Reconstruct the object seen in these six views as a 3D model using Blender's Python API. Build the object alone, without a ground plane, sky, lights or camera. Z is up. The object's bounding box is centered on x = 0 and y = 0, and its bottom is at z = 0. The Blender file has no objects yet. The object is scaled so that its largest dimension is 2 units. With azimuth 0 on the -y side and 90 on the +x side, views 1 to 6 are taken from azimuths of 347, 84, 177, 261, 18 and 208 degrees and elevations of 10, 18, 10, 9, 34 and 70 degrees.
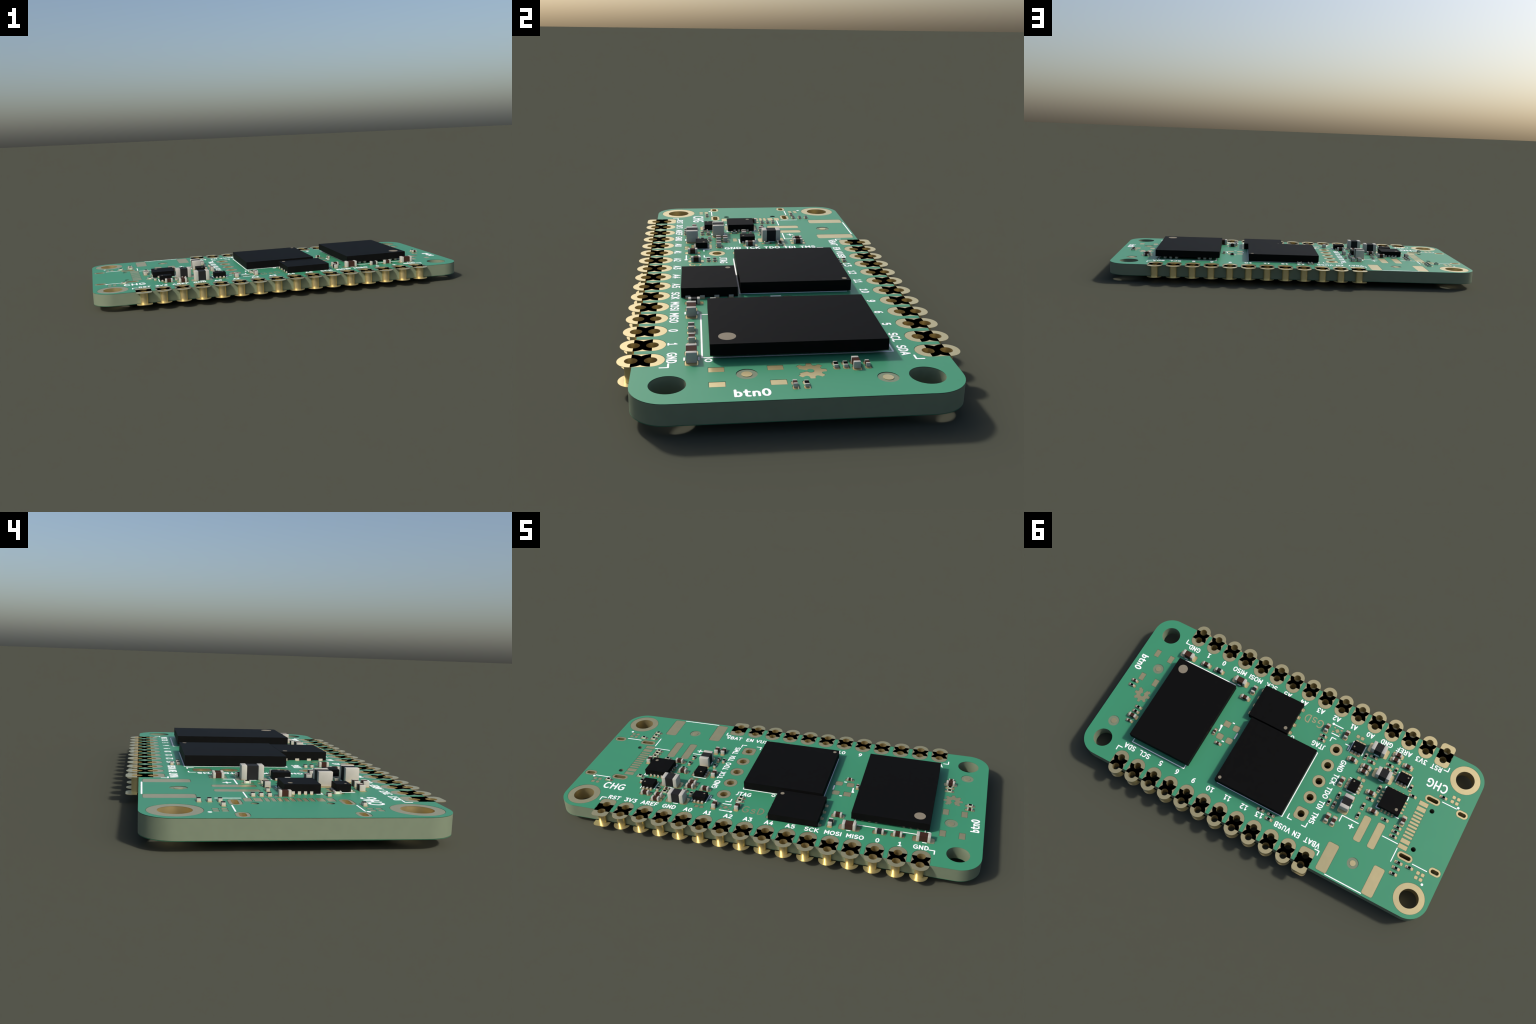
"""Small green microcontroller circuit board, built in millimetres and scaled
so that the 50.8 mm long side measures 2.00 m."""
import math
import bpy
import bmesh
import numpy as np
from mathutils import Vector
from mathutils.geometry import delaunay_2d_cdt

S = 2.0 / 50.8            # metres per millimetre
# heights of the board layers (mm)
Z_BOT = 0.80              # underside of the lower solder mask
Z_TOP = 2.40              # upper face of the upper solder mask
GAP = 0.045               # mask face to glass-fibre core
CU = 0.010                # copper lies this far below the mask face
MASK = 0.014              # thickness of the mask film
SEAT = Z_TOP - CU         # parts stand on the copper
PIN_IN, PIN_OUT = 10.16, 11.56
EDGE_X, EDGE_Y = 25.4, 11.43
HOLE, SHELL = 0.475, 0.497


# ------------------------------------------------------------------ materials
def material(name, colour, rough, metallic=0.0, spec=0.5, vary=0.05, scale=18.0, bump=0.0):
    m = bpy.data.materials.new(name)
    m.use_nodes = True
    nt = m.node_tree
    b = nt.nodes["Principled BSDF"]
    tc = nt.nodes.new("ShaderNodeTexCoord")
    nz = nt.nodes.new("ShaderNodeTexNoise")
    nz.inputs["Scale"].default_value = scale
    nz.inputs["Detail"].default_value = 4.0
    nt.links.new(tc.outputs["Object"], nz.inputs["Vector"])
    ramp = nt.nodes.new("ShaderNodeValToRGB")
    ramp.color_ramp.elements[0].position = 0.3
    ramp.color_ramp.elements[1].position = 0.7
    lo = [c * (1.0 - vary) for c in colour]
    hi = [min(1.0, c * (1.0 + vary)) for c in colour]
    ramp.color_ramp.elements[0].color = (*lo, 1)
    ramp.color_ramp.elements[1].color = (*hi, 1)
    nt.links.new(nz.outputs["Fac"], ramp.inputs["Fac"])
    nt.links.new(ramp.outputs["Color"], b.inputs["Base Color"])
    b.inputs["Roughness"].default_value = rough
    b.inputs["Metallic"].default_value = metallic
    b.inputs["Specular IOR Level"].default_value = spec
    if bump:
        bn = nt.nodes.new("ShaderNodeBump")
        bn.inputs["Strength"].default_value = bump
        bn.inputs["Distance"].default_value = 0.002
        nt.links.new(nz.outputs["Fac"], bn.inputs["Height"])
        nt.links.new(bn.outputs["Normal"], b.inputs["Normal"])
    return m


MASK_GREEN = material("solder_mask_green", (0.041, 0.248, 0.127), 0.42, vary=0.02, scale=3)
CORE = material("glass_fibre_core", (0.170, 0.210, 0.137), 0.6, vary=0.03, scale=30, spec=0.3)
GOLD = material("gold_plating", (0.765, 0.635, 0.325), 0.33, metallic=0.86, spec=0.3, vary=0.03, scale=25)
SILK = material("white_print", (0.95, 0.95, 0.95), 0.6, vary=0.01)
PLASTIC = material("black_moulding", (0.0050, 0.0050, 0.0050), 0.55, spec=0.03, vary=0.1, scale=60)
PRINTDOT = material("pin_one_dot", (0.218, 0.188, 0.138), 0.7, vary=0.03, spec=0.1)
TIN = material("tinned_terminal", (0.43, 0.417, 0.37), 0.6, vary=0.04, scale=40, spec=0.15)
BROWN = material("brown_ceramic", (0.047, 0.0205, 0.0145), 0.55, vary=0.06, scale=40, spec=0.05)
GREY = material("dark_ferrite", (0.019, 0.019, 0.0195), 0.55, vary=0.06, scale=40, spec=0.05)
CERAMIC = material("cream_ceramic", (0.68, 0.69, 0.52), 0.5, vary=0.03)
RESIST = material("black_resistive_film", (0.0012, 0.0012, 0.0013), 0.55, vary=0.05, spec=0.02)
BLACK = material("artefact_black", (0.0, 0.0, 0.0), 1.0, spec=0.0, vary=0.0)  # copies the black render artefact of coplanar pad faces, not a real finish


# ------------------------------------------------------------------- helpers
def finish(name, verts, faces, mat, smooth=True):
    me = bpy.data.meshes.new(name)
    me.from_pydata([(x * S, y * S, z * S) for x, y, z in verts], [], faces)
    me.validate()
    bm = bmesh.new()
    bm.from_mesh(me)
    bmesh.ops.recalc_face_normals(bm, faces=bm.faces)
    bm.to_mesh(me)
    bm.free()
    for m in (mat if isinstance(mat, (list, tuple)) else [mat]):
        me.materials.append(m)
    if smooth:
        me.polygons.foreach_set("use_smooth", [True] * len(me.polygons))
        me.set_sharp_from_angle(angle=math.radians(28))
    return me


def area(p):
    return 0.5 * sum(p[i - 1][0] * p[i][1] - p[i][0] * p[i - 1][1] for i in range(len(p)))


def ccw(p):
    return p if area(p) > 0 else p[::-1]


def fill(loops):
    """Triangles between an outline and its holes (even-odd rule)."""
    flat = [p for l in loops for p in l]
    edges, k = [], 0
    for l in loops:
        edges += [(k + i, k + (i + 1) % len(l)) for i in range(len(l))]
        k += len(l)
    co, _, tris, src, _, _ = delaunay_2d_cdt([Vector(p) for p in flat], edges, [], 0, 1e-7)
    back = [s[0] if s else -1 for s in src]
    P = np.array(flat)
    E = np.array(edges)
    A, B = P[E[:, 0]], P[E[:, 1]]
    out = []
    for t in tris:
        ids = [back[i] for i in t]
        if min(ids) < 0:
            continue
        c = P[ids].mean(0)
        cross = (A[:, 1] > c[1]) != (B[:, 1] > c[1])
        a, b = A[cross], B[cross]
        x = a[:, 0] + (c[1] - a[:, 1]) / (b[:, 1] - a[:, 1]) * (b[:, 0] - a[:, 0])
        if (x > c[0]).sum() % 2:
            q = P[ids]
            if (q[1, 0] - q[0, 0]) * (q[2, 1] - q[0, 1]) - (q[2, 0] - q[0, 0]) * (q[1, 1] - q[0, 1]) < 0:
                ids = [ids[0], ids[2], ids[1]]
            out.append(ids)
    return out


class Builder:
    """Collects prisms, boxes and tubes into one mesh."""

    def __init__(self):
        self.v, self.f = [], []

    def prism(self, outer, holes, z0, z1, flip=None):
        loops = [ccw(list(outer))] + [ccw(list(h))[::-1] for h in holes]
        loops = [[p for i, p in enumerate(l) if math.dist(p, l[i - 1]) > 1e-7] for l in loops]
        flat = [p for l in loops for p in l]
        b, n = len(self.v), len(flat)
        self.v += [(x, y, z0) for x, y in flat] + [(x, y, z1) for x, y in flat]
        for a, c, d in fill(loops):
            self.f += [(b + n + a, b + n + c, b + n + d), (b + a, b + d, b + c)]
        k = 0
        for l in loops:
            m = len(l)
            for i in range(m):
                j = (i + 1) % m
                self.f.append((b + k + i, b + k + j, b + n + k + j, b + n + k + i))
            k += m

    def tube(self, cx, cy, ro, ri, z0, z1, n=32, slot=0.0):
        po, pi = stadium(cx, cy, slot, ro, n), stadium(cx, cy, slot, ri, n)
        b, n = len(self.v), len(po)
        self.v += [(x, y, z) for z in (z0, z1) for p in (po, pi) for x, y in p]
        for i in range(n):
            j = (i + 1) % n
            o0, i0, o1, i1 = b, b + n, b + 2 * n, b + 3 * n
            self.f += [(o0 + i, o0 + j, o1 + j, o1 + i), (i0 + j, i0 + i, i1 + i, i1 + j),
                       (o1 + i, o1 + j, i1 + j, i1 + i), (o0 + j, o0 + i, i0 + i, i0 + j)]

    def mesh(self, name, mat, smooth=True):
        return finish(name, self.v, self.f, mat, smooth)


def arc(cx, cy, rx, ry, a0, a1, n=8):
    return [(cx + rx * math.cos(math.radians(a0 + (a1 - a0) * i / n)),
             cy + ry * math.sin(math.radians(a0 + (a1 - a0) * i / n))) for i in range(n + 1)]


def circle(cx, cy, r, n=32):
    return arc(cx, cy, r, r, 0, 360, n)[:-1]


def stadium(cx, cy, half, r, n=32):
    """Circle stretched along x by +-half."""
    if half == 0:
        return circle(cx, cy, r, n)
    return arc(cx + half, cy, r, r, -90, 90, n // 2) + arc(cx - half, cy, r, r, 90, 270, n // 2)


def rrect(cx, cy, w, h, r=0.0, n=4):
    if r <= 0:
        return [(cx - w / 2, cy - h / 2), (cx + w / 2, cy - h / 2), (cx + w / 2, cy + h / 2), (cx - w / 2, cy + h / 2)]
    x, y = w / 2 - r, h / 2 - r
    return (arc(cx + x, cy + y, r, r, 0, 90, n) + arc(cx - x, cy + y, r, r, 90, 180, n)
            + arc(cx - x, cy - y, r, r, 180, 270, n) + arc(cx + x, cy - y, r, r, 270, 360, n))


def box_mesh(name, w, d, h, mat, bevel=0.0, z0=0.0, x0=0.0, y0=0.0):
    bm = bmesh.new()
    bmesh.ops.create_cube(bm, size=1.0)
    for v in bm.verts:
        v.co = ((v.co.x * w + x0) * S, (v.co.y * d + y0) * S, ((v.co.z + 0.5) * h + z0) * S)
    if bevel:
        bmesh.ops.bevel(bm, geom=list(bm.edges), offset=bevel * S, segments=2, affect="EDGES", profile=0.5)
    me = bpy.data.meshes.new(name)
    bm.to_mesh(me)
    bm.free()
    me.materials.append(mat)
    me.polygons.foreach_set("use_smooth", [True] * len(me.polygons))
    me.set_sharp_from_angle(angle=math.radians(46 if bevel else 28))
    return me


ROOT = bpy.data.objects.new("circuit_board", None)
bpy.context.scene.collection.objects.link(ROOT)
ROOT["label"] = "green microcontroller circuit board with black chips and gold edge contacts"
ROOT["category"] = "circuit board"


def place(name, mesh, x=0.0, y=0.0, z=0.0, turn=0.0, parent=None, flip=False):
    o = bpy.data.objects.new(name, mesh)
    bpy.context.scene.collection.objects.link(o)
    o.parent = parent or ROOT
    o.location = (x * S, y * S, z * S)
    o.rotation_euler = (math.pi if flip else 0.0, 0.0, math.radians(turn))
    return o


# ------------------------------------------------------------- pads and holes
openings = []          # upper mask openings (outlines)
openings_low = []      # lower mask openings
pad_meshes = {}


def grow(poly, d):
    p = ccw(list(poly))
    out = []
    for i in range(len(p)):
        a, b, c = Vector(p[i - 1]), Vector(p[i]), Vector(p[(i + 1) % len(p)])
        e, f = (b - a), (c - b)
        if e.length < 1e-9 or f.length < 1e-9:
            continue
        e.normalize(), f.normalize()
        n = Vector((e.y, -e.x)) + Vector((f.y, -f.x))
        q = max(0.35, 1 + e.dot(f))
        out.append((b.x + n.x / q * d, b.y + n.y / q * d))
    return out


CLEAR = 0.035


def pad(x, y, w, h, r, parent=None, low=False, turn=0.0):
    """Rectangular solder pad with rounded corners (w along x, h along y)."""
    key = (round(w, 3), round(h, 3), round(r, 3))
    if key not in pad_meshes:
        b = Builder()
        b.prism(rrect(0, 0, w, h, r), [], -(GAP - CU), 0.0)
        pad_meshes[key] = b.mesh("solder_pad", GOLD)
    o = place("solder_pad", pad_meshes[key], x, y, Z_BOT + CU if low else SEAT, flip=low)
    (openings_low if low else openings).append(rrect(x, y, w + 2 * CLEAR, h + 2 * CLEAR, r + CLEAR if r else 0))
    return o


# castellated edge contacts: two overlapping plated holes each
def cap_outline(square):
    """Half of one pad, v <= 0, from (-1,0) round to (1,0)."""
    if square:
        return [(-1, 0)] + arc(-0.5, -0.5, 0.5, 0.5, 180, 270, 6) + arc(0.5, -0.5, 0.5, 0.5, 270, 360, 6) + [(1, 0)]
    return arc(0, 0, 1, 1, 180, 360, 20)


def side_profile(square, d):
    """Left border of the black overlap from v=0 to v=d (u negative)."""
    mid = d / 2
    if square:
        a = [(-1.0, 0.0), (-1.0, 0.5)] + [(-0.5 - math.sqrt(0.25 - t * t), 0.5 + t) for t in (0.08, 0.14, mid - 0.5)]
    else:
        a = [(-math.sqrt(1 - (mid * i / 6) ** 2), mid * i / 6) for i in range(7)]
    return a + [(u, d - v) for u, v in a[-2::-1]]


def contact_meshes(square):
    d = PIN_OUT - PIN_IN
    gold, black = Builder(), Builder()
    cap = cap_outline(square)
    side = side_profile(square, d)
    for z0, z1 in ((Z_TOP - GAP, Z_TOP - CU), (Z_BOT + CU, Z_BOT + GAP)):
        hole = arc(0, 0, HOLE, HOLE, 360, 180, 14)
        gold.prism(cap + hole, [], z0, z1)
        gold.prism([(u, d - v) for u, v in cap + hole], [], z0, z1)
        for s in (-1, 1):
            gold.prism([(-s * u, v) for u, v in side[1:-1]] + [(s, d), (s, 0)], [], z0, z1)
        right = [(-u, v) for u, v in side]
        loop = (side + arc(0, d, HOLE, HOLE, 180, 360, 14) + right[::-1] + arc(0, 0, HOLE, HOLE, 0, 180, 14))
        black.prism(loop, [], z0, z1)  # added black plate imitating overlapping coplanar pad faces; no such part exists
    for v in (0, d):
        gold.tube(0, v, SHELL, HOLE, Z_BOT + CU, Z_TOP - CU - 0.004, 36)
    return gold.mesh("edge_contact", GOLD), black.mesh("overlap_artefact", BLACK, False)


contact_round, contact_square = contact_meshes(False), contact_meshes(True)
PINS_FRONT = [19.05 - 2.54 * i for i in range(16)]           # y < 0 row
PINS_BACK = [19.05 - 2.54 * i for i in range(12)]            # y > 0 row
for row, xs in ((-1, PINS_FRONT), (1, PINS_BACK)):
    for i, x in enumerate(xs):
        gold, black = contact_square if i == len(xs) - 1 else contact_round
        c = place("edge_contact", gold, x, row * PIN_IN, 0, 0 if row > 0 else 180)
        place("overlap_artefact", black, parent=c)  # black render artefact rebuilt as a plate, not a board part

# other plated holes:  x, y, half slot, hole r, pad half width, square
core_holes, hole_list = [], []


def plated(name, x, y, slot, r, pr, square=False, n=32):
    b = Builder()
    ring = rrect(0, 0, 2 * pr, 2 * pr, pr * 0.5, 6) if square else stadium(0, 0, slot, pr, n)
    for z0, z1 in ((Z_TOP - GAP, Z_TOP - CU), (Z_BOT + CU, Z_BOT + GAP)):
        b.prism(ring, [stadium(0, 0, slot, r, n)], z0, z1)
    b.tube(0, 0, r + 0.02, r, Z_BOT + CU, Z_TOP - CU - 0.004, n, slot)
    place(name, b.mesh(name, GOLD), x, y)
    core_holes.append(stadium(x, y, slot, r + 0.026, n))
    for o in (openings, openings_low):
        o.append(rrect(x, y, 2 * (pr + CLEAR), 2 * (pr + CLEAR), pr * 0.5, 6) if square
                 else stadium(x, y, slot, pr + CLEAR, n))


for i in range(5):
    plated("plated_hole", -5.79, -4.60 + 2.54 * i, 0, HOLE, 0.85, square=(i == 4))
for sy in (-1, 1):
    plated("mounting_ring", -22.86, 8.89 * sy, 0, 1.25, 2.0, n=40)
    plated("shield_slot", -20.17, 4.32 * sy, 0.53, 0.27, 0.5, n=24)
    plated("shield_slot", -24.36, 4.32 * sy, 0.28, 0.27, 0.5, n=24)
    for x, y, r in ((22.86, 8.89 * sy, 1.27), (-20.71, 2.90 * sy, 0.32)):     # bare drilled holes
        core_holes.append(circle(x, y, r, 40))
        openings.append(circle(x, y, r + 0.002, 40))
        openings_low.append(circle(x, y, r + 0.002, 40))
core_holes += [circle(x, s * PIN_IN, SHELL + 0.006, 32) for s, xs in ((-1, PINS_FRONT), (1, PINS_BACK)) for x in xs]


# ---------------------------------------------------------------- board layers
def board_outline(notch):
    """Rounded board with a notch (list of (u, v) from left to right) at each contact."""
    R = 2.54
    cx, cy = EDGE_X - R, EDGE_Y - R
    pts = arc(cx, cy, R, R, 0, 90, 12)
    for i, x in enumerate(PINS_BACK):                                   # +y edge, x falling
        pts += [(x - u, v) for u, v in notch(i == len(PINS_BACK) - 1)]
    pts += arc(-cx, cy, R, R, 90, 180, 12) + arc(-cx, -cy, R, R, 180, 270, 12)
    for i, x in reversed(list(enumerate(PINS_FRONT))):                  # -y edge, x rising
        pts += [(x + u, -v) for u, v in notch(i == len(PINS_FRONT) - 1)]
    return pts + arc(cx, -cy, R, R, 270, 360, 12)


def core_notch(square):
    r = SHELL + 0.006
    a = math.degrees(math.asin((PIN_OUT - EDGE_Y) / r))
    return arc(0, PIN_OUT, r, r, 180 + a, 360 - a, 14)


def mask_notch(square):
    w = 1.0 + CLEAR
    if square:
        y = PIN_IN - 0.5
        return [(-w, EDGE_Y)] + arc(-0.5, y, w - 0.5, w - 0.5, 180, 270, 6) + arc(0.5, y, w - 0.5, w - 0.5, 270, 360, 6) + [(w, EDGE_Y)]
    return [(-w, EDGE_Y)] + arc(0, PIN_IN, w, w, 180, 360, 20) + [(w, EDGE_Y)]


# ------------------------------------------------------------ chip components
def terminals(parent, mesh, half):
    for t in (0, 180):
        place("terminal", mesh, parent=parent, turn=t)



def passive_set(kind, L, W, H, tl, pw, ph, px, mat, bevel):
    body = box_mesh(kind, L - tl * 1.0, W * 0.95, H * 0.95, mat, 0.0, z0=H * 0.02)
    term = box_mesh("terminal", tl, W, H, TIN, bevel, x0=(L - tl) / 2)
    return body, term, (pw, ph, px)


C0201 = passive_set("capacitor", 0.60, 0.30, 0.30, 0.15, 0.46, 0.40, 0.32, BROWN, 0.02)
C0402 = passive_set("capacitor", 1.00, 0.50, 0.50, 0.25, 0.59, 0.64, 0.485, BROWN, 0.03)
C0603 = passive_set("capacitor", 1.60, 0.80, 0.80, 0.35, 0.875, 0.95, 0.7875, BROWN, 0.04)
F0402 = passive_set("ferrite_bead", 1.00, 0.50, 0.50, 0.25, 0.59, 0.64, 0.485, GREY, 0.03)
L0805 = passive_set("inductor", 2.00, 1.25, 1.30, 0.50, 0.975, 1.40, 0.9375, GREY, 0.05)
R0201 = passive_set("resistor", 0.60, 0.30, 0.23, 0.15, 0.46, 0.40, 0.32, CERAMIC, 0.012)
FILM = box_mesh("resistive_film", 0.35, 0.292, 0.03, RESIST, 0.0, z0=0.215)


def two_terminal(name, spec, x, y, vertical, low=False):
    body, term, (pw, ph, px) = spec
    turn = 90 if vertical else 0
    o = place(name, body, x, y, Z_BOT + CU if low else SEAT, turn, flip=low)
    terminals(o, term, 0)
    if name == "resistor":
        place("resistive_film", FILM, parent=o)
    for s in (-1, 1):
        r = 0.25 * min(pw, ph)
        if vertical:
            pad(x, y + s * px, ph, pw, r, low=low)
        else:
            pad(x + s * px, y, pw, ph, r, low=low)
    return o


H, V = False, True
for x, y, v in ((-3.28, -6.80, V), (-6.08, -7.14, V), (-8.37, -4.31, H), (-10.43, -4.26, H), (-10.40, -3.51, H),
                (-8.45, -0.88, V), (-13.54, -7.82, H), (-13.50, -7.02, H), (-15.33, -6.92, H), (-12.60, -1.29, H),
                (-13.92, 0.83, H), (-17.96, 0.11, V), (-9.04, 4.46, V), (-9.98, 4.48, V), (16.06, -7.25, H),
                (8.79, -5.42, H), (20.98, 4.27, H)):
    two_terminal("capacitor", C0402, x, y, v)
for x, y, v in ((13.99, -7.28, H), (8.25, -7.03, V)):
    two_terminal("ferrite_bead", F0402, x, y, v)
for x, y in ((10.50, -7.27), (18.95, -7.27)):
    two_terminal("capacitor", C0603, x, y, H)
for x, y, v in ((-10.78, -5.26, H), (-13.11, -5.37, H), (-9.02, 2.45, V), (9.94, 0.95, V), (8.70, 2.23, H),
                (23.58, -0.41, H), (21.01, 5.10, H)):
    two_terminal("capacitor", C0201, x, y, v)
for x, y, v in ((-9.72, -5.61, V), (-10.73, -6.04, H), (-13.12, -6.03, H), (-14.18, -5.68, V), (-16.95, -4.45, V),
                (-17.64, -3.55, H), (-13.32, -2.37, V), (-9.01, 1.00, V), (-12.84, -0.49, H), (-8.28, 2.46, V),
                (-12.48, 0.82, V), (-12.45, 2.26, V), (-15.78, 1.09, H), (-17.70, 1.28, H), (-17.70, 1.94, H),
                (-17.70, 2.60, H), (-19.78, 5.39, H), (-19.77, 6.19, H), (-19.77, 6.99, H), (-21.24, 5.32, H),
                (-21.26, -5.32, H), (-3.38, -5.54, H), (-3.40, -4.91, H), (-0.90, 7.63, H), (-2.42, 7.62, H),
                (-2.42, 8.25, H), (23.57, 0.37, H), (20.97, 2.83, H), (20.97, 3.53, H)):
    two_terminal("resistor", R0201, x, y, v)
for x, y, v in ((-10.90, -7.18, H), (-12.98, -4.21, H), (-10.39, 1.58, V)):
    two_terminal("inductor", L0805, x, y, v)

# six-lead small transistor arrays
sot_body = box_mesh("transistor_array", 1.60, 1.24, 0.62, PLASTIC, 0.0, z0=0.06)
sot_lead = box_mesh("lead", 0.24, 0.30, 0.15, TIN, 0.03, z0=0.0, y0=0.68)


def disc_mesh(r, n=28):
    b = Builder()
    b.prism(circle(0, 0, r, n), [], -0.004, 0.006)
    return b.mesh("pin_one_dot", PRINTDOT)


def transistor(x, y, turn, dot):
    o = place("transistor_array", sot_body, x, y, SEAT, turn)
    c, s = math.cos(math.radians(turn)), math.sin(math.radians(turn))
    for i in (-0.5, 0.0, 0.5):
        for k in (-1, 1):
            place("lead", sot_lead, i, 0, 0, 0 if k > 0 else 180, parent=o)
            u, v = i, 0.76 * k
            w, h = (0.42, 0.66) if turn % 180 == 0 else (0.66, 0.42)
            pad(x + c * u - s * v, y + s * u + c * v, w, h, 0.0)
    place("pin_one_dot", disc_mesh(0.11, 20), dot[0], dot[1], 0.68, parent=o)


transistor(-8.28, -6.17, 0, (0.47, 0.22))
transistor(-15.60, -5.12, 180, (0.47, 0.22))
transistor(-10.18, -1.07, 90, (-0.47, -0.22))

# square charger chip with leads on all four sides
qx, qy = -15.62, -1.51
qfn = place("charger_chip", box_mesh("charger_chip", 3.0, 3.0, 0.76, PLASTIC, 0.0, z0=0.04), qx, qy, SEAT)
qlead = box_mesh("lead", 0.25, 0.04, 0.22, TIN, 0.0, y0=1.50, z0=0.0)
for t in range(4):
    for i in (-0.75, -0.25, 0.25, 0.75):
        a = math.radians(90 * t)
        place("lead", qlead, i * math.cos(a), i * math.sin(a), 0, 90 * t, parent=qfn)
        u, v = i, 1.52
        w, h = (0.26, 0.66) if t % 2 == 0 else (0.66, 0.26)
        pad(qx + math.cos(a) * u - math.sin(a) * v, qy + math.sin(a) * u + math.cos(a) * v, w, h, 0.08)
place("pin_one_dot", disc_mesh(0.20), -0.88, 0.90, 0.80, parent=qfn)

# flash memory, processor and main memory
fx, fy = 3.95, -5.68
flash = place("flash_chip", box_mesh("flash_chip", 5.96, 4.98, 0.88, PLASTIC, 0.0, z0=0.03), fx, fy, SEAT)
flead = box_mesh("lead", 0.04, 0.42, 0.20, TIN, 0.0, x0=2.98)
for t in (0, 180):
    for i in (-1.905, -0.635, 0.635, 1.905):
        s = 1 if t == 0 else -1
        place("lead", flead, 0, i, 0, t, parent=flash)
        pad(fx + s * 2.98, fy + i - 0.03, 0.70, 0.50, 0.12)
place("pin_one_dot", disc_mesh(0.24), -2.38, 1.86, 0.91, parent=flash)

cpu = place("processor_chip", box_mesh("processor_chip", 10.0, 10.0, 0.98, PLASTIC, 0.0, z0=0.10), 1.31, 2.08, SEAT)
place("pin_one_dot", disc_mesh(0.22), 4.50, 4.47, 1.08, parent=cpu)
ram = place("memory_chip", box_mesh("memory_chip", 9.0, 13.0, 0.91, PLASTIC, 0.0, z0=0.36), 14.95, 0.55, SEAT)
place("pin_one_dot", disc_mesh(0.65, 40), 3.21, -5.22, 1.27, parent=ram)


def balls(name, xs, ys, r, h):
    b = Builder()
    prof = [(0.62, 0.0), (0.92, 0.22), (1.0, 0.5), (0.92, 0.78), (0.62, 1.0)]
    n = 12
    for x in xs:
        for y in ys:
            k = len(b.v)
            for s, t in prof:
                b.v += [(px, py, t * h) for px, py in circle(x, y, r * s, n)]
            for q in range(len(prof) - 1):
                b.f += [(k + q * n + i, k + q * n + (i + 1) % n, k + (q + 1) * n + (i + 1) % n, k + (q + 1) * n + i)
                        for i in range(n)]
    return b.mesh(name, TIN)


o = place("solder_balls", balls("solder_balls", [s * c for s in (-1, 1) for c in (1.6, 2.4, 3.2)],
                               [0.8 * (i - 7.5) for i in range(16)], 0.225, 0.36), parent=ram)
o["kind"] = "stuff"
o = place("solder_balls", balls("solder_balls", [0.5 * (i - 8.5) for i in range(18)],
                               [0.5 * (i - 8.5) for i in range(18)], 0.14, 0.10), parent=cpu)
o["kind"] = "stuff"
for c in (-3.2, -2.4, -1.6, 1.6, 2.4, 3.2):
    for e in (0, 1, 14, 15):
        pad(14.95 + c, 0.55 + 0.8 * (e - 7.5), 0.36, 0.36, 0.17)

# ---------------------------------------------------------- bare solder pads
for x in (23.06, 20.91):                                    # push-button
    for y in (-5.57, -1.44):
        pad(x, y, 0.66, 1.08, 0.0)
for x, y, r in ((8.98, -0.84, 0.0), (7.55, -0.82, 0.22), (8.99, 1.20, 0.22), (7.55, 1.20, 0.22)):   # lamp
    pad(x, y, 0.90, 0.84, r)
for s in (-1, 1):                                           # connector row
    for y, w in ((3.255, 0.60), (2.45, 0.60), (1.75, 0.30), (1.25, 0.30), (0.75, 0.30), (0.25, 0.30)):
        pad(-19.36, s * y, 1.22, w, 0.0)
for x in (-13.72, -15.72):                                  # battery socket
    pad(x, 3.57, 1.0, 3.70, 0.25)
for x in (-11.45, -17.96):
    pad(x, 9.08, 1.50, 4.04, 0.25)
for x, y in ((-7.55, -7.75), (-8.20, -7.75), (-10.30, -2.43), (-10.94, -2.43)):
    pad(x, y, 0.46, 0.46, 0.12)
for x in (-22.52, -23.17):
    for y in (-6.03, -5.38, 5.38, 6.04):
        pad(x, y, 0.44, 0.44, 0.12)


def copper_shape(name, outline, x=0.0, y=0.0, clear=CLEAR, opening=None):
    b = Builder()
    b.prism(outline, [], Z_TOP - GAP, Z_TOP - CU)
    place(name, b.mesh(name, GOLD), x, y)
    openings.append([(px + x, py + y) for px, py in (opening or grow(outline, clear))])


# five-pad regulator land: turned square and four corner triangles
copper_shape("solder_pad", [(-0.33, 0), (0, -0.33), (0.33, 0), (0, 0.33)], -4.69, -7.11)
for sx in (-1, 1):
    for sy in (-1, 1):
        tri = [(0.30, 0.22), (0.62, 0.22), (0.62, 0.40), (0.50, 0.48)]
        copper_shape("solder_pad", [(sx * u, sy * v) for u, v in tri], -4.69, -7.11, 0.02)
# camera alignment dots: small copper disc in a wide mask window
for x, y in ((21.70, -3.50), (22.91, 6.11), (-14.65, 8.22)):
    copper_shape("alignment_dot", circle(0, 0, 0.38, 32), x, y, opening=circle(0, 0, 0.75, 40))


def gear():
    """Toothed wheel, eight tooth places, the one towards -y opened as a slot."""
    pts = []
    for k in range(1, 8):
        a = -90 + 45 * k
        pts += [(0.82 * math.cos(math.radians(a - 18)), 0.82 * math.sin(math.radians(a - 18)))] if k > 1 else []
        pts += arc(0, 0, 0.88, 0.88, a - 13.5, a - 13.5, 1)[:1] + arc(0, 0, 1.14, 1.14, a - 8.5, a + 8.5, 3)
        pts += arc(0, 0, 0.88, 0.88, a + 13.5, a + 13.5, 1)[:1]
        pts += [(0.82 * math.cos(math.radians(a + 18)), 0.82 * math.sin(math.radians(a + 18)))] if k < 7 else []
    return [(0.33, -0.82)] + pts + [(-0.33, -0.82)] + arc(0, 0, 0.27, 0.27, 249, -69, 16)


copper_shape("gear_emblem", gear(), 21.56, 0.95, 0.02)

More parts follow.
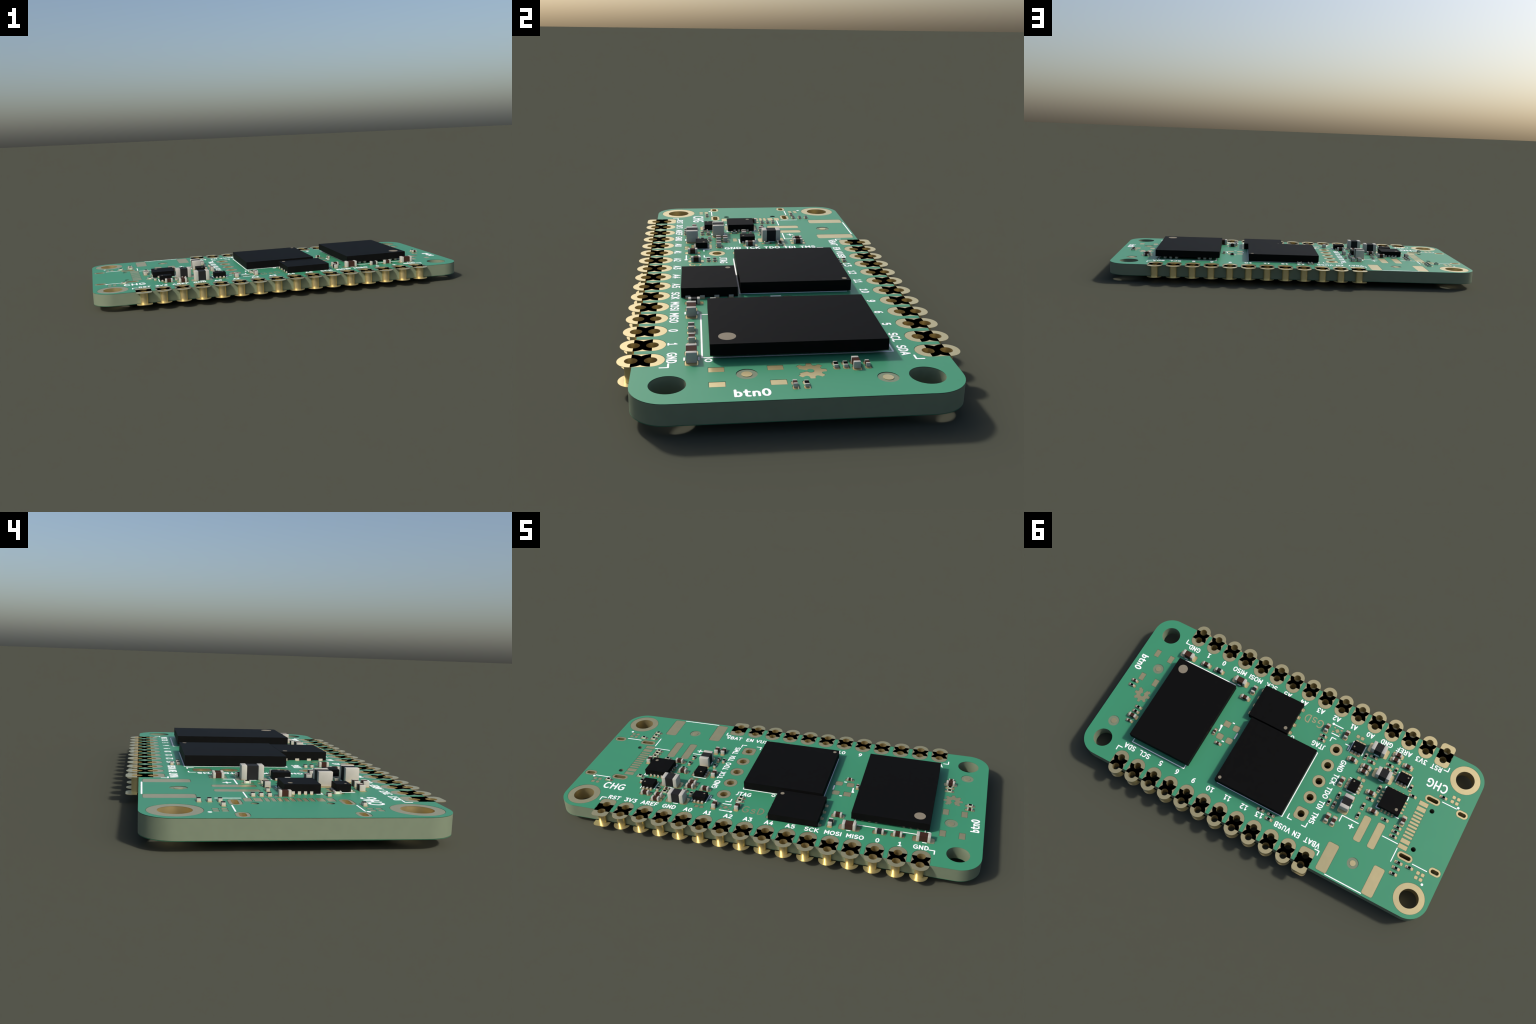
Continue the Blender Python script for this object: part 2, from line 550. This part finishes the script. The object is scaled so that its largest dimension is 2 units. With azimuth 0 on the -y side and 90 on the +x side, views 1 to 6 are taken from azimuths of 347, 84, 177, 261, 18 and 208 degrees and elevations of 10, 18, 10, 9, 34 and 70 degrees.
# -------------------------------------------------- parts under the board
C0603_LOW = passive_set("capacitor", 1.60, 0.80, 0.81, 0.35, 0.875, 0.95, 0.7875, BROWN, 0.04)
for x, y in ((14.6, 5.6), (-8.0, 6.0), (-2.6, -7.6)):
    two_terminal("capacitor", C0603_LOW, x, y, H, low=True)
for x in (-1.2, 0.4, 2.0, 3.6):
    for y in (0.0, 1.4, 2.8, 4.2):
        two_terminal("capacitor", C0402, x, y, V, low=True)
for x in (12.6, 17.0):
    for y in (-4.0, -1.5, 1.0, 3.5):
        two_terminal("capacitor", C0402, x, y, V, low=True)

b = Builder()
b.prism(board_outline(core_notch), core_holes, Z_BOT + GAP, Z_TOP - GAP)
place("board_core", b.mesh("board_core", CORE))
b = Builder()
b.prism(board_outline(mask_notch), openings, Z_TOP - MASK, Z_TOP)
place("solder_mask", b.mesh("solder_mask", MASK_GREEN))
b = Builder()
b.prism(board_outline(mask_notch), openings_low, Z_BOT, Z_BOT + MASK)
place("solder_mask", b.mesh("solder_mask", MASK_GREEN))


# -------------------------------------------------------- stroke lettering
def ell(cx, cy, rx, ry, a0, a1, n=10):
    return arc(cx, cy, rx, ry, a0, a1, n)


GLYPH = {     # strokes in a box of height 1; second entry is the glyph width
    "0": ([ell(.3, .5, .27, .5, 90, 450, 20)], .60),
    "1": ([[(.06, .78), (.28, 1), (.28, 0)], [(.03, 0), (.52, 0)]], .55),
    "2": ([[(.03, .86)] + ell(.28, .73, .25, .27, 120, -40, 8) + [(.02, 0), (.55, 0)]], .57),
    "3": ([[(.03, 1), (.52, 1), (.26, .62)], [(.26, .62)] + ell(.28, .31, .26, .31, 85, -150, 10)], .57),
    "4": ([[(.40, 1), (.02, .30), (.62, .30)], [(.45, .62), (.45, 0)]], .64),
    "5": ([[(.50, 1), (.10, 1), (.06, .55)] + ell(.28, .32, .27, .32, 115, -145, 12)], .57),
    "6": ([[(.47, 1)] + ell(.50, .36, .46, .64, 110, 180, 7), ell(.30, .31, .26, .31, 0, 360, 18)], .58),
    "9": ([[(.12, 0)] + ell(.09, .64, .46, .64, -70, 0, 7), ell(.29, .69, .26, .31, 0, 360, 18)], .58),
    "A": ([[(.0, 0), (.33, 1), (.66, 0)], [(.12, .30), (.54, .30)]], .66),
    "B": ([[(.06, 0), (.06, 1), (.34, 1)] + ell(.34, .77, .20, .23, 90, -90, 8) + [(.06, .54)],
           [(.34, .54)] + ell(.36, .27, .23, .27, 90, -90, 8) + [(.06, 0)]], .62),
    "C": ([ell(.36, .5, .36, .5, 50, 310, 16)], .62),
    "D": ([[(.06, 0), (.06, 1), (.24, 1)] + ell(.24, .5, .38, .5, 90, -90, 12) + [(.06, 0)]], .64),
    "E": ([[(.52, 0), (.06, 0), (.06, 1), (.52, 1)], [(.06, .52), (.40, .52)]], .54),
    "F": ([[(.06, 0), (.06, 1), (.52, 1)], [(.06, .50), (.40, .50)]], .52),
    "G": ([ell(.38, .5, .37, .5, 55, 300, 16) + [(.66, .14), (.66, .45), (.44, .45)]], .68),
    "H": ([[(.06, 0), (.06, 1)], [(.62, 0), (.62, 1)], [(.06, .52), (.62, .52)]], .68),
    "I": ([[(.06, 0), (.06, 1)]], .12),
    "J": ([[(.36, 1), (.36, .25)] + ell(.14, .25, .22, .25, -10, -100, 6)], .40),
    "K": ([[(.06, 0), (.06, 1)], [(.60, 1), (.10, .45)], [(.20, .56), (.64, 0)]], .64),
    "L": ([[(.06, 1), (.06, 0), (.52, 0)]], .54),
    "M": ([[(.06, 0), (.06, 1), (.40, .35), (.74, 1), (.74, 0)]], .80),
    "N": ([[(.06, 0), (.06, 1), (.62, 0), (.62, 1)]], .68),
    "O": ([ell(.37, .5, .36, .5, 90, 450, 22)], .74),
    "R": ([[(.06, 0), (.06, 1), (.34, 1)] + ell(.34, .74, .23, .26, 90, -90, 8) + [(.06, .48)], [(.30, .48), (.60, 0)]], .62),
    "S": ([[(.52, .88)] + ell(.30, .75, .25, .25, 60, 250, 8) + ell(.32, .25, .25, .25, 75, -120, 9) + [(.04, .10)]], .58),
    "T": ([[(.0, 1), (.60, 1)], [(.30, 1), (.30, 0)]], .60),
    "U": ([[(.06, 1), (.06, .30)] + ell(.33, .30, .27, .30, 180, 360, 12) + [(.60, 1)]], .66),
    "V": ([[(.0, 1), (.31, 0), (.62, 1)]], .62),
    "b": ([[(.06, 1), (.06, 0)], [(.06, .08)] + ell(.28, .32, .24, .32, -90, 90, 10) + [(.06, .56)], [(.06, .04), (.28, .0)]], .54),
    "t": ([[(.16, .95), (.16, .16)] + ell(.32, .16, .16, .16, 180, 270, 4) + [(.44, 0)], [(.0, .66), (.42, .66)]], .44),
    "n": ([[(.06, 0), (.06, .66)], [(.06, .50)] + ell(.29, .42, .21, .25, 140, 0, 8) + [(.50, 0)]], .54),
    "s": ([[(.42, .60)] + ell(.25, .52, .19, .15, 60, 250, 7) + ell(.26, .17, .20, .19, 75, -130, 8) + [(.04, .06)]], .48),
}


def split(stroke):
    """Cut a stroke at sharp corners so that every piece bends gently."""
    out, cur = [], [stroke[0]]
    for i in range(1, len(stroke)):
        if math.dist(stroke[i], cur[-1]) < 1e-6:
            continue
        cur.append(stroke[i])
        if i + 1 < len(stroke) and math.dist(stroke[i + 1], stroke[i]) > 1e-6:
            a, b = Vector(cur[-1]) - Vector(cur[-2]), Vector(stroke[i + 1]) - Vector(stroke[i])
            if a.angle(b) > math.radians(50):
                out.append(cur)
                cur = [stroke[i]]
    return out + [cur]


class Print(Builder):
    """Flat ink strokes with round ends, each laid a hair above the last."""

    def __init__(self, base=Z_TOP, thick=0.008):
        super().__init__()
        self.base, self.top = base - 0.004, base + thick

    def stroke(self, pts, w):
        for piece in split(pts):
            r = w / 2
            closed = len(piece) > 8 and math.dist(piece[0], piece[-1]) < 1e-6
            P = [Vector(p) for p in (piece[:-1] if closed else piece)]
            n = len(P)
            if n < 2:
                continue
            left, right = [], []
            for i in range(n):
                a = P[i - 1] if (i > 0 or closed) else P[i]
                c = P[(i + 1) % n] if (i < n - 1 or closed) else P[i]
                e = (P[i] - a).normalized() if a != P[i] else (c - P[i]).normalized()
                f = (c - P[i]).normalized() if c != P[i] else e
                m = Vector((-e.y - f.y, e.x + f.x))
                m *= r / max(0.4, 1 + e.dot(f))
                left.append(tuple(P[i] + m))
                right.append(tuple(P[i] - m))
            self.top += 0.0006
            if closed:
                big, small = (left, right) if abs(area(left)) > abs(area(right)) else (right, left)
                self.prism(big, [small], self.base, self.top)
                continue
            d0, d1 = P[0] - P[1], P[-1] - P[-2]
            a0, a1 = math.degrees(math.atan2(d0.y, d0.x)), math.degrees(math.atan2(d1.y, d1.x))
            self.prism(right + arc(P[-1].x, P[-1].y, r, r, a1 - 90, a1 + 90, 8)[1:-1] + left[::-1]
                       + arc(P[0].x, P[0].y, r, r, a0 - 90, a0 + 90, 8)[1:-1], [], self.base, self.top)

    def disc(self, x, y, r):
        self.top += 0.0006
        self.prism(circle(x, y, r, 20), [], self.base, self.top)


def text(word, lo, hi, base, top, w, upright=True, mat=SILK, name="printed_label"):
    """lo..hi along the reading direction, base..top across it (outer ink edges)."""
    gap = 0.26
    total = sum(GLYPH[c][1] for c in word) + gap * (len(word) - 1)
    lo, hi = lo + w / 2, hi - w / 2
    sgn = 1 if top > base else -1
    base, top = base + sgn * w / 2, top - sgn * w / 2
    ux, uy = (hi - lo) / total, top - base
    ink = Print()
    pen = 0.0
    for c in word:
        strokes, adv = GLYPH[c]
        for st in strokes:
            pts = [(lo + (pen + px) * ux, base + py * uy) for px, py in st]
            ink.stroke(pts if upright else [(q, p) for p, q in pts], w)
        pen += adv + gap
    place(name, ink.mesh(name, mat, False))


W = 0.136
for word, lo, hi in (("GND", 17.96, 19.70), ("1", 16.27, 16.75), ("0", 13.75, 14.24), ("MISO", 10.40, 12.47),
                     ("MOSI", 7.86, 9.91), ("SCK", 5.52, 7.25), ("A5", 3.28, 4.43), ("A4", 0.72, 1.83),
                     ("A3", -1.89, -0.80), ("A2", -4.34, -3.25), ("A1", -6.90, -5.93), ("A0", -9.48, -8.38),
                     ("GND", -12.27, -10.53), ("AREF", -15.10, -12.88), ("3V3", -17.35, -15.71), ("RST", -19.56, -17.93)):
    text(word, lo, hi, -9.06, -8.30, W)
for word, lo, hi in (("SDA", 18.00, 19.70), ("SCL", 15.70, 17.40), ("5", 13.73, 14.22), ("6", 11.21, 11.70),
                     ("9", 8.65, 9.14), ("10", 5.83, 6.91), ("11", 3.28, 4.26), ("12", 0.71, 1.75),
                     ("13", -1.60, -0.52), ("VUSB", -5.66, -3.32), ("EN", -7.09, -6.02), ("VBAT", -9.96, -7.72)):
    text(word, lo, hi, 7.97, 8.73, W)
text("JTAG", -4.38, -2.38, -4.42, -3.63, W)
text("CHG", -21.34, -18.42, -7.08, -5.77, 0.205)
for word, lo, hi in (("GND", -3.74, -1.94), ("TCK", -1.53, 0.12), ("TDO", 0.52, 2.28), ("TDI", 2.67, 3.99), ("TMS", 4.46, 6.16)):
    text(word, lo, hi, -7.10, -7.87, W, upright=False)
text("btn0", -4.58, -2.07, 24.87, 23.86, 0.185, upright=False)
text("GsD", -2.64, 0.18, -7.52, -6.27, 0.15, mat=GOLD, name="copper_lettering")


def lines(*strokes, w=0.12, discs=(), name="printed_outline"):
    ink = Print()
    for s in strokes:
        ink.stroke(list(s), w)
    for d in discs:
        ink.disc(*d)
    place(name, ink.mesh(name, SILK, False))


# corner marks of the contact rows and the debug header
lines([(20.34, -9.48), (20.34, -8.90), (19.75, -8.90)], w=0.14)
lines([(20.34, 9.46), (20.34, 8.88), (19.76, 8.88)], w=0.14)
lines([(-20.33, -9.48), (-20.33, -8.90), (-19.76, -8.90)], w=0.14)
lines([(-10.17, 9.46), (-10.17, 8.89), (-9.56, 8.89)], w=0.14)
for x0, x1, y0, y1 in ((-4.46, -5.06, 6.91, 6.31), (-7.13, -6.56, 6.91, 6.31), (-4.46, -5.06, -5.95, -5.38), (-7.13, -6.54, -5.95, -5.38)):
    lines([(x1, y0), (x0, y0), (x0, y1)], w=0.13)
# parts outlines
lines([(5.98, 7.10), (-3.78, 7.10), (-3.78, -2.98), (6.33, -2.98), (6.33, 6.70)], [tuple(p) for p in circle(0.27, -3.38, 0.20, 20)] + [(0.47, -3.38)], w=0.12)
lines([(10.90, -6.51), (18.98, -6.51), (18.98, 7.53), (10.90, 7.53), (10.90, -6.51)],
      circle(19.43, -6.07, 0.22, 20) + [(19.65, -6.07)], w=0.13)
lines([(-3.85, -7.80), (-5.22, -7.80)], [(-4.16, -6.49), (-5.22, -6.49)], w=0.13, discs=((-3.77, -7.82, 0.17),))
lines([(-7.38, -6.85), (-7.38, -5.22)], [(-9.18, -6.85), (-9.18, -5.48)])
lines([(-14.70, -5.74), (-14.70, -4.40)], [(-16.51, -6.00), (-16.51, -4.38)])
lines([(-9.23, -1.96), (-10.84, -1.96)], [(-9.53, -0.16), (-10.86, -0.16)])
lines([(-13.99, -2.69), (-13.99, -3.13), (-14.44, -3.13)], [(-17.25, -2.67), (-17.25, -3.13), (-16.80, -3.13)],
      [(-13.99, -0.40), (-13.99, 0.07), (-14.50, 0.07)], [(-16.78, 0.09), (-17.27, 0.09)])
for x, y, t in ((-10.90, -7.18, 0), (-12.98, -4.21, 0), (-10.39, 1.58, 1)):
    for s in (-0.72, 0.72):
        lines([(x + s, y - 0.28), (x + s, y + 0.28)] if t else [(x - 0.28, y + s), (x + 0.28, y + s)])
for x in (10.50, 19.10):
    for s in (-0.52, 0.52):
        lines([(x - 0.20, -7.27 + s), (x + 0.20, -7.27 + s)])
lines([(-12.17, 11.18), (-17.23, 11.18)], [(-10.62, 4.08), (-10.62, 3.19), (-12.95, 3.19)], w=0.13)
lines([(-11.98, 4.00), (-12.60, 4.00)], [(-12.29, 3.69), (-12.29, 4.31)], w=0.16, name="plus_sign")
lines([(-21.40, -4.71), (-23.40, -4.71)], discs=((-23.57, -4.93, 0.165),))
lines([(-21.41, 4.70), (-23.40, 4.70)], [(-18.81, 3.72), (-18.81, 5.68)], [(-16.45, 3.19), (-18.60, 3.19)], discs=((-23.57, 6.51, 0.165),))
lines([(9.47, 0.56), (9.49, 0.02), (9.48, -0.30)], [(9.49, 0.0), (9.66, -0.30), (9.48, -0.30)], [(9.56, -0.05), (9.57, -0.28)],
      [(7.08, -0.24), (7.08, 0.56)], [(8.36, -1.36), (8.18, -1.36)], [(8.38, 1.66), (8.17, 1.66)], w=0.17)
